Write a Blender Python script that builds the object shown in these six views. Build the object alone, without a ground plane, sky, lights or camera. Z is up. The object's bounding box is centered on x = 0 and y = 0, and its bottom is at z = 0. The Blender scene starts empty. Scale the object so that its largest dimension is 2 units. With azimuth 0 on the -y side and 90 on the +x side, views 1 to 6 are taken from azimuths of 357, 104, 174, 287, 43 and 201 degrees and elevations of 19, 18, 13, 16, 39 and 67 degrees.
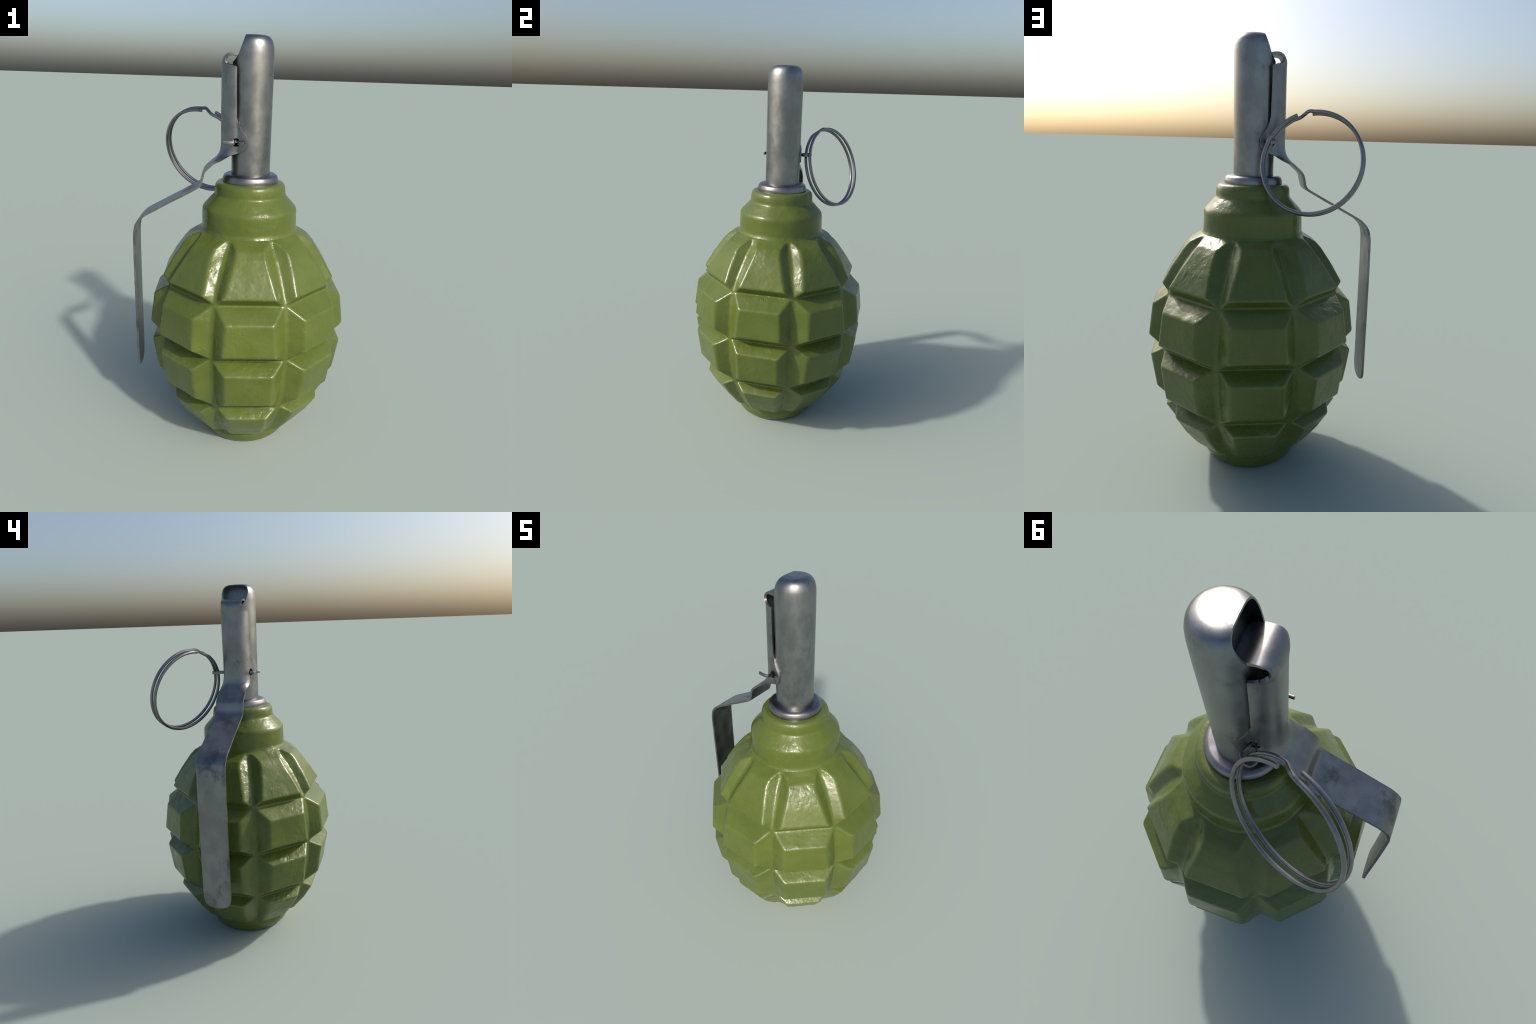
"""Hand grenade: cast segmented body, steel fuze tube, sheet-metal lever,
cotter pin with a two-turn pull ring.  Everything is built from profiles and rules."""
import bpy, bmesh, math
import numpy as np
from mathutils import Vector, noise, Matrix

AX = 0.042                      # x of the body's vertical axis (y = 0)
SEG = 8                         # columns of blocks round the body
HALF = math.pi / SEG

# ------------------------------------------------------------------ helpers
def new_obj(name, verts, faces, parent=None, mats=(), smooth=True):
    me = bpy.data.meshes.new(name)
    me.from_pydata([tuple(map(float, v)) for v in verts], [], [tuple(map(int, f)) for f in faces])
    me.update()
    ob = bpy.data.objects.new(name, me)
    bpy.context.scene.collection.objects.link(ob)
    if smooth:
        me.polygons.foreach_set("use_smooth", [True] * len(me.polygons))
    for m in mats:
        me.materials.append(m)
    if parent:
        ob.parent = parent
    return ob

def apply_mods(ob):
    dg = bpy.context.evaluated_depsgraph_get()
    me = bpy.data.meshes.new_from_object(ob.evaluated_get(dg))
    old = ob.data
    ob.modifiers.clear()
    ob.data = me
    bpy.data.meshes.remove(old)

def recalc(ob):
    bm = bmesh.new(); bm.from_mesh(ob.data)
    bmesh.ops.remove_doubles(bm, verts=bm.verts, dist=1e-6)
    bmesh.ops.recalc_face_normals(bm, faces=bm.faces)
    bm.to_mesh(ob.data); bm.free()

def sharp_by_angle(ob, deg):
    me = ob.data
    bm = bmesh.new(); bm.from_mesh(me)
    lim = math.radians(deg)
    for e in bm.edges:
        if len(e.link_faces) == 2:
            e.smooth = e.calc_face_angle(0.0) < lim
    bm.to_mesh(me); bm.free()

def resample(pts, step):
    """even points along a polyline"""
    p = np.array(pts, float)
    d = np.r_[0, np.cumsum(np.linalg.norm(np.diff(p, axis=0), axis=1))]
    n = max(2, int(round(d[-1] / step)) + 1)
    t = np.linspace(0, d[-1], n)
    return np.stack([np.interp(t, d, p[:, i]) for i in range(p.shape[1])], 1), t

def rounded(pts, step, sigma):
    """polyline -> even points with softly rounded corners (gaussian along its length)"""
    p, t = resample(pts, step)
    r = max(1, int(3 * sigma / step))
    k = np.exp(-0.5 * (np.arange(-r, r + 1) * step / sigma) ** 2); k /= k.sum()
    lo = 2 * p[0] - p[r:0:-1]; hi = 2 * p[-1] - p[-2:-r - 2:-1]
    q = np.concatenate([lo, p, hi])
    out = np.stack([np.convolve(q[:, i], k, 'valid') for i in range(p.shape[1])], 1)
    out[0], out[-1] = p[0], p[-1]
    return out

def lathe(name, prof, parent, mats, n=160, cx=AX, close_ends=True):
    """revolve (r, z) profile; ends with r = 0 become poles"""
    verts, rings = [], []
    for r, z in prof:
        if r < 1e-6:
            rings.append([len(verts)]); verts.append((cx, 0, z))
        else:
            rings.append(list(range(len(verts), len(verts) + n)))
            for i in range(n):
                a = 2 * math.pi * i / n
                verts.append((cx + r * math.cos(a), r * math.sin(a), z))
    faces = []
    for A, Bq in zip(rings, rings[1:]):
        for i in range(n):
            j = (i + 1) % n
            if len(A) == 1: faces.append((A[0], Bq[i], Bq[j]))
            elif len(Bq) == 1: faces.append((A[i], Bq[0], A[j]))
            else: faces.append((A[i], Bq[i], Bq[j], A[j]))
    ob = new_obj(name, verts, faces, parent, mats)
    recalc(ob)
    return ob

def sweep(name, path, section, parent, mats, up=None, closed_sec=True):
    """sweep a closed 2D section (list of (a, b)) along a 3D path with rotation-minimising
    or fixed-up frames, capped at both ends"""
    P = np.array(path, float)
    T = np.gradient(P, axis=0); T /= np.linalg.norm(T, axis=1)[:, None]
    if up is None:
        a = np.cross(T[0], [0.3, 0.2, 0.9]); a /= np.linalg.norm(a)
    verts, faces, m = [], [], len(section)
    for i in range(len(P)):
        if up is None:
            a = a - T[i] * (a @ T[i]); a /= np.linalg.norm(a); b = np.cross(T[i], a)
        else:
            a = np.cross(np.array(up, float), T[i]); a /= np.linalg.norm(a); b = np.cross(T[i], a)
        for s in section:
            verts.append(P[i] + a * s[0] + b * s[1])
    for i in range(len(P) - 1):
        for j in range(m):
            k = (j + 1) % m
            faces.append((i * m + j, i * m + k, (i + 1) * m + k, (i + 1) * m + j))
    faces.append(tuple(range(m - 1, -1, -1)))
    faces.append(tuple((len(P) - 1) * m + j for j in range(m)))
    ob = new_obj(name, verts, faces, parent, mats)
    recalc(ob)
    return ob

# ------------------------------------------------------------------ materials
class Nodes:
    def __init__(self, name):
        self.mat = bpy.data.materials.new(name); self.mat.use_nodes = True
        self.t = self.mat.node_tree
        self.bsdf = self.t.nodes["Principled BSDF"]
        self.co = self.n('ShaderNodeTexCoord').outputs['Object']
    def n(self, kind, **kw):
        nd = self.t.nodes.new(kind)
        for k, v in kw.items(): setattr(nd, k, v)
        return nd
    def link(self, a, b): self.t.links.new(a, b)
    def mapped(self, scale=(1, 1, 1), rot=(0, 0, 0), loc=(0, 0, 0)):
        m = self.n('ShaderNodeMapping'); m.inputs['Scale'].default_value = scale
        m.inputs['Rotation'].default_value = rot; m.inputs['Location'].default_value = loc
        self.link(self.co, m.inputs['Vector']); return m.outputs['Vector']
    def noise(self, scale, detail=4, rough=0.55, vec=None, dist=0.0):
        nd = self.n('ShaderNodeTexNoise'); nd.inputs['Scale'].default_value = scale
        nd.inputs['Detail'].default_value = detail; nd.inputs['Roughness'].default_value = rough
        nd.inputs['Distortion'].default_value = dist
        self.link(vec if vec is not None else self.co, nd.inputs['Vector']); return nd.outputs['Fac']
    def ramp(self, fac, lo, hi, v0=0.0, v1=1.0, smooth=True):
        m = self.n('ShaderNodeMapRange'); m.interpolation_type = 'SMOOTHSTEP' if smooth else 'LINEAR'
        m.inputs['From Min'].default_value = lo; m.inputs['From Max'].default_value = hi
        m.inputs['To Min'].default_value = v0; m.inputs['To Max'].default_value = v1
        self.link(fac, m.inputs['Value']); return m.outputs['Result']
    def math(self, op, a, b):
        m = self.n('ShaderNodeMath', operation=op)
        for i, x in enumerate((a, b)):
            if isinstance(x, (int, float)): m.inputs[i].default_value = x
            else: self.link(x, m.inputs[i])
        return m.outputs[0]
    def mix(self, fac, a, b):
        m = self.n('ShaderNodeMix', data_type='RGBA')
        if isinstance(fac, (int, float)): m.inputs['Factor'].default_value = fac
        else: self.link(fac, m.inputs['Factor'])
        for key, x in (('A', a), ('B', b)):
            s = [i for i in m.inputs if i.name == key and i.type == 'RGBA'][0]
            if isinstance(x, tuple): s.default_value = (*x, 1)
            else: self.link(x, s)
        return [o for o in m.outputs if o.type == 'RGBA'][0]
    def bump(self, height, strength, dist, normal=None):
        b = self.n('ShaderNodeBump'); b.inputs['Strength'].default_value = strength
        b.inputs['Distance'].default_value = dist
        self.link(height, b.inputs['Height'])
        if normal is not None: self.link(normal, b.inputs['Normal'])
        return b.outputs['Normal']
    def out(self, **kw):
        for k, v in kw.items():
            s = self.bsdf.inputs[k.replace('_', ' ')]
            if isinstance(v, (int, float)): s.default_value = v
            elif isinstance(v, tuple): s.default_value = (*v, 1)
            else: self.link(v, s)
        return self.mat

def paint_material():
    m = Nodes("green_paint")
    big = m.noise(5.5, 3)
    fine = m.noise(24, 3, 0.5)
    col = m.mix(m.ramp(big, .35, .68), (.076, .1035, .0150), (.090, .1195, .0185))
    col = m.mix(m.ramp(fine, .58, .72, 0, .25), col, (.074, .096, .009))
    # pale grey-green edge lines: only on convex ridges, broken up by noise
    geo = m.n('ShaderNodeNewGeometry')
    edge = m.ramp(geo.outputs['Pointiness'], .508, .56)
    brk = m.ramp(m.noise(70, 4, .65), .36, .62)
    pale_edge = m.math('MULTIPLY', edge, m.math('MULTIPLY', brk, .36))
    col = m.mix(pale_edge, col, (.27, .30, .20))
    # small dents where the paint has run into pits of the casting
    pits = m.ramp(m.noise(60, 3, .5), .30, .42, 1, 0)
    lumps = m.noise(30, 2.5, .45)
    patch = m.ramp(m.noise(6, 2), .46, .68, .12, 1)
    soft = m.noise(15, 3, .5)
    nrm = m.bump(soft, .24, .010)
    nrm = m.bump(m.math('MULTIPLY', lumps, patch), .42, .007, nrm)
    pitted = m.math('MULTIPLY', pits, patch)
    nrm = m.bump(m.math('SUBTRACT', 0.0, pitted), .22, .003, nrm)
    rough = m.ramp(m.noise(12, 4, .6), .3, .7, .22, .36)
    return m.out(Base_Color=col, Roughness=rough, Normal=nrm, Specular_IOR_Level=.5)

def steel_material(name, base, rough, smudge, tint=None, bands=None, streak=(1, 1, .7)):
    m = Nodes(name)
    v = m.mapped(streak)
    cloud = m.noise(14, 5, .6, v)
    spot = m.noise(9, 6, .66, m.mapped(streak, loc=(3.1, 1.7, .4)))
    col = m.mix(m.ramp(cloud, .36, .66), tuple(c * .85 for c in base), tuple(c * 1.08 for c in base))
    mask = m.math('MULTIPLY', m.ramp(spot, .52, .70), smudge)
    col = m.mix(mask, col, tuple(c * .38 for c in base))
    # fine brushed scuffs
    sc = m.noise(60, 3, .7, m.mapped((1, 1, 5), rot=(.3, .2, .4)))
    col = m.mix(m.ramp(sc, .60, .78, 0, .28), col, tuple(c * .6 for c in base))
    if tint:
        tn = m.ramp(m.noise(7, 3, .5, m.mapped((1, 1, .6), loc=(5, 2, 1))),   .50, .72, 0, .35)
        col = m.mix(tn, col, tint)
    r = m.math('ADD', m.ramp(cloud, .3, .7, rough - .04, rough + .06), m.math('MULTIPLY', mask, .12))
    nrm = m.bump(m.noise(45, 4, .6), .06, .003)
    return m.out(Base_Color=col, Metallic=1.0, Roughness=r, Normal=nrm)

PAINT = paint_material()
STEEL = steel_material("worn_steel", (.262, .270, .272), .375, .65)
LEVER = steel_material("lever_steel", (.245, .250, .255), .40, .85, tint=(.225, .20, .18))
WIRE = steel_material("wire_steel", (.24, .24, .25), .36, .5, tint=(.215, .19, .17))
FLANGE = steel_material("flange_steel", (.265, .255, .262), .34, .45)

# ------------------------------------------------------------------ root
root = bpy.data.objects.new("hand_grenade", None)
bpy.context.scene.collection.objects.link(root)
root["label"] = "green segmented hand grenade with steel fuze, lever and pull ring"
root["category"] = "hand grenade"

# ------------------------------------------------------------------ cast body
# (depth of the column's middle, height, 0 = round section .. 1 = faceted section)
PROFILE = [
    (.085, 1.352, 0), (.150, 1.353, 0), (.161, 1.348, 0), (.1685, 1.334, 0), (.1712, 1.310, 0), (.1715, 1.293, 0),
    (.2255, 1.235, 0), (.2290, 1.222, 0), (.2310, 1.137, 0), (.2375, 1.124, 0),
    (.259, 1.108, 1), (.294, 1.088, 1), (.320, 1.060, 1), (.369, .988, 1), (.4135, .908, 1),   # row 1
    (.381, .870, 1), (.4620, .809, 1), (.4800, .661, 1),                                       # row 2
    (.4075, .611, 1), (.476, .561, 1), (.4520, .398, 1),                                       # row 3
    (.364, .335, 1), (.413, .292, 1), (.3630, .205, 1), (.300, .122, 1),                                         # row 4
    (.2530, .110, 0), (.2470, .088, 0), (.2440, .060, 0), (.2270, .0225, 0), (.2110, .0040, 0), (.2050, .0, 0), (.0, .0, 0)]
prof = rounded(PROFILE, .0042, .0054)
prof[:, 1] = np.maximum(prof[:, 1], 0)
prof[-1] = (0, 0, 0)
Z = prof[:, 1]

def by_height(*pairs):
    zz = np.array(sorted(pairs)); return np.interp(Z, zz[:, 0], zz[:, 1])

groove_r = by_height((1.125, .240), (1.09, .259), (1.04, .305), (.99, .342), (.93, .381), (.873, .412), (.80, .431), (.75, .438),
                     (.68, .441), (.612, .4405), (.54, .438), (.475, .431), (.40, .416), (.335, .397), (.27, .368),
                     (.20, .332), (.123, .285), (.098, .263))
face_d = by_height((1.12, .27), (1.088, .294), (1.060, .320), (.988, .369), (.908, .4135), (.809, .4620), (.661, .4800),
                   (.561, .476), (.398, .4520), (.292, .413), (.205, .3630), (.122, .300))
face_w = by_height((1.12, .060), (1.06, .069), (.908, .120), (.81, .107), (.664, .119), (.561, .110), (.401, .110),
                   (.292, .094), (.123, .072))

def smin(a, b, k):
    h = np.clip(.5 + .5 * (b - a) / k, 0, 1)
    return b + (a - b) * h - k * h * (1 - h)

PER = 76
NA = SEG * PER
ang = np.arange(NA) * 2 * math.pi / NA                     # 0 = -y axis, towards +x
loc = (ang + HALF) % (2 * HALF) - HALF                     # angle from the column's middle
t = np.abs(loc)[None, :]
D, b = prof[:, 0][:, None], prof[:, 2][:, None]
dg = (groove_r * math.cos(HALF))[:, None]
w0 = (groove_r * math.sin(HALF))[:, None] - .006
slope = (face_d[:, None] - dg) / np.maximum(w0 - face_w[:, None], .01)
side = (dg + slope * w0) / (1 + slope * np.tan(t))
# an uneven casting: every column's ridges wander a little
wob = np.array([[noise.noise(Vector((math.cos(a) * 3.1, math.sin(a) * 3.1, z * 7))) for a in ang[::4]] for z in Z[::3]])
wob = np.repeat(np.repeat(wob, 3, 0)[:len(Z)], 4, 1)
ker = np.ones(9) / 9
wob = np.apply_along_axis(lambda r: np.convolve(np.r_[r[-4:], r, r[:4]], ker, 'valid'), 1, wob)
wob = np.apply_along_axis(lambda c: np.convolve(np.r_[c[:1].repeat(3), c, c[-1:].repeat(3)], np.ones(7) / 7, 'valid'), 0, wob)
D = D + .0006 * b                                          # what the rounding of the ridges takes off
depth = smin(np.broadcast_to(D, side.shape), side + .0010, .013)
depth = -smin(-depth, -np.broadcast_to(dg, side.shape), .010)
rad = (1 - b) * D + b * depth / np.cos(t)
rad = np.where(b <= 0, np.broadcast_to(D, rad.shape), rad)
mask = np.interp(Z, [.0, .02, 1.30, 1.345], [0, 1, 1, 0])[:, None]
rad = rad + wob * .0022 * mask
X = AX + rad * np.sin(ang)[None, :]
Y = -rad * np.cos(ang)[None, :]
ZZ = np.broadcast_to(Z[:, None], X.shape)
V = np.stack([X, Y, ZZ], -1)[:-1].reshape(-1, 3)
rows = len(Z) - 1
V = np.vstack([V, [[AX, 0, 0]]])
quads = []
for i in range(rows - 1):
    for j in range(NA):
        k = (j + 1) % NA
        quads.append((i * NA + j, (i + 1) * NA + j, (i + 1) * NA + k, i * NA + k))
tris = [((rows - 1) * NA + j, rows * NA, (rows - 1) * NA + (j + 1) % NA) for j in range(NA)]

# vertex normals of the whole casting, shared by its regions
def grid_normals():
    me = bpy.data.meshes.new("whole")
    me.from_pydata(V.tolist(), [], quads + tris); me.update()
    nn = np.empty(len(V) * 3); me.vertex_normals.foreach_get("vector", nn)
    bpy.data.meshes.remove(me)
    return nn.reshape(-1, 3)
VN = grid_normals()

def region(name, r0, r1, parent, cap=False):
    """rows r0..r1 of the casting as one object with the whole casting's normals"""
    ids = np.arange(r0 * NA, (r1 + 1) * NA)
    fs = [tuple(np.array(q) - r0 * NA) for q in quads[r0 * NA:r1 * NA]]
    vv, nn = V[ids], VN[ids]
    if cap:
        vv = np.vstack([vv, V[-1]]); nn = np.vstack([nn, VN[-1]])
        fs += [(a - r0 * NA, len(vv) - 1, c - r0 * NA) for a, _, c in tris]
    ob = new_obj(name, vv, fs, parent, (PAINT,))
    ob.data.normals_split_custom_set_from_vertices([tuple(n) for n in nn])
    return ob

cut_neck = int(np.argmin(np.abs(Z - 1.124)))
cut_base = int(np.argmin(np.abs(Z - .1115)))
body = region("body", cut_neck, cut_base, root)
region("neck", 0, cut_neck, body)
region("base_ring", cut_base, rows - 1, body, cap=True)

# ------------------------------------------------------------------ fuze: flange and tube
fl = rounded([(.070, 1.345), (.1325, 1.345), (.1335, 1.366), (.128, 1.383), (.116, 1.3905), (.070, 1.3905)], .0025, .0035)
flange = lathe("flange", fl, root, (FLANGE,), 128)
fn = noise.noise

outer = [(.0918, 1.380), (.0920, 1.60), (.0926, 1.84), (.0922, 1.930), (.0900, 1.956), (.0835, 1.978),
         (.0715, 1.9925), (.054, 1.999), (.030, 2.0), (.0, 2.0)]
outer = rounded(outer, .006, .005)
outer[:, 0] = np.maximum(outer[:, 0], 0); outer[-1] = (0, 2.0)
TH = .0036
inner = [(.0, 2.0 - TH), (.051, 1.9953), (.070, 1.988), (.0808, 1.975), (.0866, 1.953), (.0886, 1.93), (.0888, 1.84),
         (.0882, 1.45), (.0, 1.45)]
inner = rounded(inner, .006, .005); inner[0] = (0, 2.0 - TH); inner[-1] = (0, 1.45)
tube = lathe("fuze_tube", np.vstack([[(.0, 1.380)], outer]), root, (STEEL,), 160)

def prism(name, xz, y0, y1):
    n = len(xz)
    v = [(x, y0, z) for x, z in xz] + [(x, y1, z) for x, z in xz]
    f = [tuple(range(n)), tuple(range(2 * n - 1, n - 1, -1))]
    f += [(i, i + n, (i + 1) % n + n, (i + 1) % n) for i in range(n)]
    ob = new_obj(name, v, f, smooth=False); recalc(ob); return ob

def cylinder_y(name, x, z, r, y0, y1, n=48):
    return prism(name, [(x + r * math.cos(2 * math.pi * i / n), z + r * math.sin(2 * math.pi * i / n)) for i in range(n)], y0, y1)

def subtract(ob, cutter):
    m = ob.modifiers.new("cut", 'BOOLEAN'); m.operation = 'DIFFERENCE'; m.object = cutter; m.solver = 'EXACT'
    apply_mods(ob)
    bpy.data.objects.remove(cutter, do_unlink=True)

PIN_X, PIN_Z = -.029, 1.5415
bore = lathe("bore", inner, None, (), 160)
# the shell is blind: a back wall stands a little way behind the mouth
subtract(bore, prism("back_wall", [(.052, 2.05), (.044, 2.0), (.012, 1.90), (.002, 1.84), (.0, 1.40), (.3, 1.40), (.3, 2.05)], -.2, .2))
subtract(tube, bore)
subtract(tube, prism("mouth_cut", [(.0118, 2.02), (.005, 2.0005), (-.0245, 1.9215), (-.034, 1.904), (-.044, 1.891),
                                   (-.055, 1.883), (-.2, 1.86), (-.2, 2.02)], -.2, .2))
subtract(tube, cylinder_y("pin_hole", PIN_X, PIN_Z, .0185, -.2, .2))
sharp_by_angle(tube, 38)

# ------------------------------------------------------------------ lever (one folded strip of sheet)
PATH = [(.030, 1.886), (.012, 1.902), (-.012, 1.9150), (-.035, 1.9225), (-.055, 1.924)]
for k in range(1, 9):
    a = math.pi / 2 * k / 8
    PATH.append((-.055 - .045 * math.sin(a), 1.879 + .045 * math.cos(a)))
PATH += [(-.1005, 1.75), (-.1005, 1.60), (-.1002, 1.540), (-.1018, 1.512), (-.1070, 1.487), (-.121, 1.4645), (-.148, 1.437), (-.1755, 1.413), (-.186, 1.397),
         (-.191, 1.375), (-.1955, 1.352), (-.2025, 1.338), (-.216, 1.3295), (-.288, 1.290), (-.337, 1.2645), (-.462, 1.196),
         (-.490, 1.170), (-.507, 1.142), (-.5145, 1.10), (-.5180, .98), (-.5205, .77), (-.522, .55), (-.5225, .364)]
pth = rounded(PATH, .004, .006)
seg = np.r_[0, np.cumsum(np.linalg.norm(np.diff(pth, axis=0), axis=1))]
top_i = int(np.argmin(np.abs(pth[:, 1] - 1.879) + 10 * (pth[:, 0] > -.095)))
# developed height: the true height below the loop, arc length above it
dev = np.where(np.arange(len(pth)) < top_i, 1.879 + (seg[top_i] - seg), pth[:, 1])

# half width of the sheet, flat half width and corner radius by developed height
SIDE = [(1.8795, .066), (1.874, .078), (1.870, .098), (1.868, .111), (1.864, .1145), (1.80, .1152), (1.65, .1192), (1.625, .1252),
        (1.602, .134), (1.585, .148), (1.572, .159), (1.555, .1665), (1.535, .1685), (1.517, .1655), (1.505, .157), (1.496, .144),
        (1.490, .130), (1.4855, .116), (1.479, .0965), (1.467, .0850), (1.455, .0765), (1.440, .0755)]
# the tongue inside the tube ends in a half round
HALFW = [(dev[0] - .046 * q_, max(.008, .0585 * math.sqrt(1 - (1 - q_) ** 2))) for q_ in np.linspace(0, 1, 14)] + [(2.3, .008), (1.930, .0585), (1.905, .0595), (1.889, .062)] + SIDE + [
         (.440, .0755), (.415, .0735), (.397, .0690), (.384, .0620), (.374, .0500), (.368, .034), (.3645, .012), (.30, .012)]
FLAT = [(2.3, .050), (1.935, .050), (1.915, .036), (1.880, .012), (1.862, .006), (1.530, .006), (1.505, .010), (1.485, .016), (1.479, .018),
        (1.467, .025), (1.455, .045), (1.440, .0755), (.30, .0755)]
CORNER = [(2.3, .030), (1.935, .030), (1.915, .042), (1.880, .064), (1.862, .0695), (1.530, .0695), (1.505, .0665), (1.485, .062), (1.479, .061),
          (1.467, .059), (1.455, .043), (.3, .043)]
lookup = lambda tab, x: float(np.interp(x, [p[0] for p in sorted(tab)], [p[1] for p in sorted(tab)]))

COLS = 64
def fold(S, hf, rc, u):
    """position (across, inward) on the folded section at signed arc distance u * S"""
    s = abs(u) * S; sg = 1 if u >= 0 else -1
    if s <= hf: return sg * s, 0.0
    q = (s - hf) / rc
    if q <= math.pi / 2: return sg * (hf + rc * math.sin(q)), rc * (1 - math.cos(q))
    return sg * (hf + rc), rc + (s - hf - rc * math.pi / 2)

# extra rows where the outline changes quickly
fine = sorted(set(np.round(np.concatenate([np.interp(np.arange(0, seg[-1], .004), seg, np.arange(len(seg))),
        np.linspace(np.interp(-1.90, -dev, np.arange(len(dev))), np.interp(-1.86, -dev, np.arange(len(dev))), 26),
        np.linspace(np.interp(-1.52, -dev, np.arange(len(dev))), np.interp(-1.43, -dev, np.arange(len(dev))), 46),
        np.linspace(np.interp(-.42, -dev, np.arange(len(dev))), len(dev) - 1, 24)]), 4)))
idx = np.arange(len(pth))
grid = []
tang = np.gradient(pth, axis=0); tang /= np.linalg.norm(tang, axis=1)[:, None]
for f in fine:
    x, z, dv = np.interp(f, idx, pth[:, 0]), np.interp(f, idx, pth[:, 1]), np.interp(f, idx, dev)
    tx, tz = np.interp(f, idx, tang[:, 0]), np.interp(f, idx, tang[:, 1])
    S, hf, rc = lookup(HALFW, dv), lookup(FLAT, dv), lookup(CORNER, dv)
    hf = min(hf, max(S, .004)) if dv < 1.44 else hf
    above = dv > 1.8795
    row = []
    for c in range(COLS + 1):
        yy, dd = fold(S, hf, rc, 2 * c / COLS - 1)
        if above:
            row.append((x + (-tz) * dd, yy, z + tx * dd) if False else (x + dd * .9, yy, z))
        else:
            # the ears lie against the round tube
            hug = .0995 ** 2 - (x + dd - AX) ** 2
            if dv > 1.44 and abs(u_ := 2 * c / COLS - 1) * S > hf + rc * 1.2 and hug > 0:
                yy = math.copysign(max(abs(yy), math.sqrt(hug)), yy)
            row.append((x + dd, yy, z))
    grid.append(row)
G = np.array(grid)
du = np.gradient(G, axis=0); dv_ = np.gradient(G, axis=1)
N = np.cross(du, dv_); N /= np.linalg.norm(N, axis=2)[..., None] + 1e-12
if N[len(N) // 2, COLS // 2, 0] > 0: N = -N                # outward = away from the tube
LT = .0105
thick = np.interp(np.interp(fine, idx, dev), [1.45, 1.50, 1.868, 1.885], [LT, .0080, .0080, .0100])[:, None, None]
# a stamped sheet is never quite flat
ripple = np.array([[noise.noise(Vector((p[0] * 9, p[1] * 9, p[2] * 5))) for p in r] for r in G])[..., None] * .0012
O = G + N * ripple
I = O - N * thick
nr, nc = G.shape[:2]
verts = np.vstack([O.reshape(-1, 3), I.reshape(-1, 3)])
o = lambda i, j: i * nc + j
q = lambda i, j: nr * nc + i * nc + j
faces = []
for i in range(nr - 1):
    for j in range(nc - 1):
        faces.append((o(i, j), o(i, j + 1), o(i + 1, j + 1), o(i + 1, j)))
        faces.append((q(i, j), q(i + 1, j), q(i + 1, j + 1), q(i, j + 1)))
    faces.append((o(i, 0), o(i + 1, 0), q(i + 1, 0), q(i, 0)))
    faces.append((o(i, nc - 1), q(i, nc - 1), q(i + 1, nc - 1), o(i + 1, nc - 1)))
for j in range(nc - 1):
    faces.append((o(0, j), q(0, j), q(0, j + 1), o(0, j + 1)))
    faces.append((o(nr - 1, j), o(nr - 1, j + 1), q(nr - 1, j + 1), q(nr - 1, j)))
lever = new_obj("safety_lever", verts, faces, root, (LEVER,))
recalc(lever)
subtract(lever, cylinder_y("lever_hole", PIN_X, PIN_Z, .019, -.2, .2))
sharp_by_angle(lever, 40)

# ------------------------------------------------------------------ cotter pin
def ribbon(path, step=.003, sig=.004): return rounded(path, step, sig)
strip = [(-.0034, -.0074), (.0034, -.0074), (.0034, .0074), (-.0034, .0074)]
pin_path = [(.0035, -.118, PIN_Z), (-.012, -.1095, PIN_Z), (-.0215, -.096, PIN_Z), (-.0225, .0, PIN_Z), (-.0225, .070, PIN_Z),
            (-.0175, .085, PIN_Z), (-.0040, .110, PIN_Z), (-.0070, .122, PIN_Z), (-.0240, .1400, PIN_Z), (-.044, .1410, PIN_Z), (-.0575, .123, PIN_Z),
            (-.0440, .092, PIN_Z), (-.0365, .073, PIN_Z), (-.0355, .0, PIN_Z), (-.0365, -.096, PIN_Z), (-.0400, -.1085, PIN_Z),
            (-.060, -.1105, PIN_Z + .001), (-.089, -.1085, PIN_Z + .002)]
pin = sweep("cotter_pin", ribbon(pin_path), strip, root, (WIRE,), up=(0, 0, 1))
bv = pin.modifiers.new("bevel", 'BEVEL'); bv.width = .0008; bv.segments = 2; bv.limit_method = 'ANGLE'; bv.angle_limit = 1.0
apply_mods(pin); sharp_by_angle(pin, 50)

# ------------------------------------------------------------------ pull ring: two turns of wire
RC = np.array([-.188, .2398, 1.4605]); RR = .2178; GAP = .028
th, ph = math.radians(62.76), math.radians(72.96)
rn = np.array([math.cos(th) * math.sin(ph), math.sin(th) * math.sin(ph), math.cos(ph)])
ra = np.cross(rn, [0, 0, 1]); ra /= np.linalg.norm(ra); rb = np.cross(rn, ra)
wire = []
for d in np.arange(-67, 637.1, 2.0):
    k = np.clip((d - 277) / 17, 0, 1)                      # cross-over from one turn to the next
    k = k * k * (3 - 2 * k)
    kink = .004 * math.sin(math.pi * np.clip((d - 274) / 10, 0, 1)) - .003 * math.sin(math.pi * np.clip((d - 284) / 16, 0, 1))
    a = math.radians(d)
    wire.append(RC + (RR + kink) * (ra * math.cos(a) + rb * math.sin(a)) + rn * GAP * (.5 - k))
circ = [(.0079 * math.cos(2 * math.pi * i / 14), .0079 * math.sin(2 * math.pi * i / 14)) for i in range(14)]
ring = sweep("pull_ring", wire, circ, pin, (WIRE,))
sharp_by_angle(ring, 50)

for ob in list(bpy.data.objects):
    if ob.type == 'MESH' and ob.parent is None:
        ob.parent = root
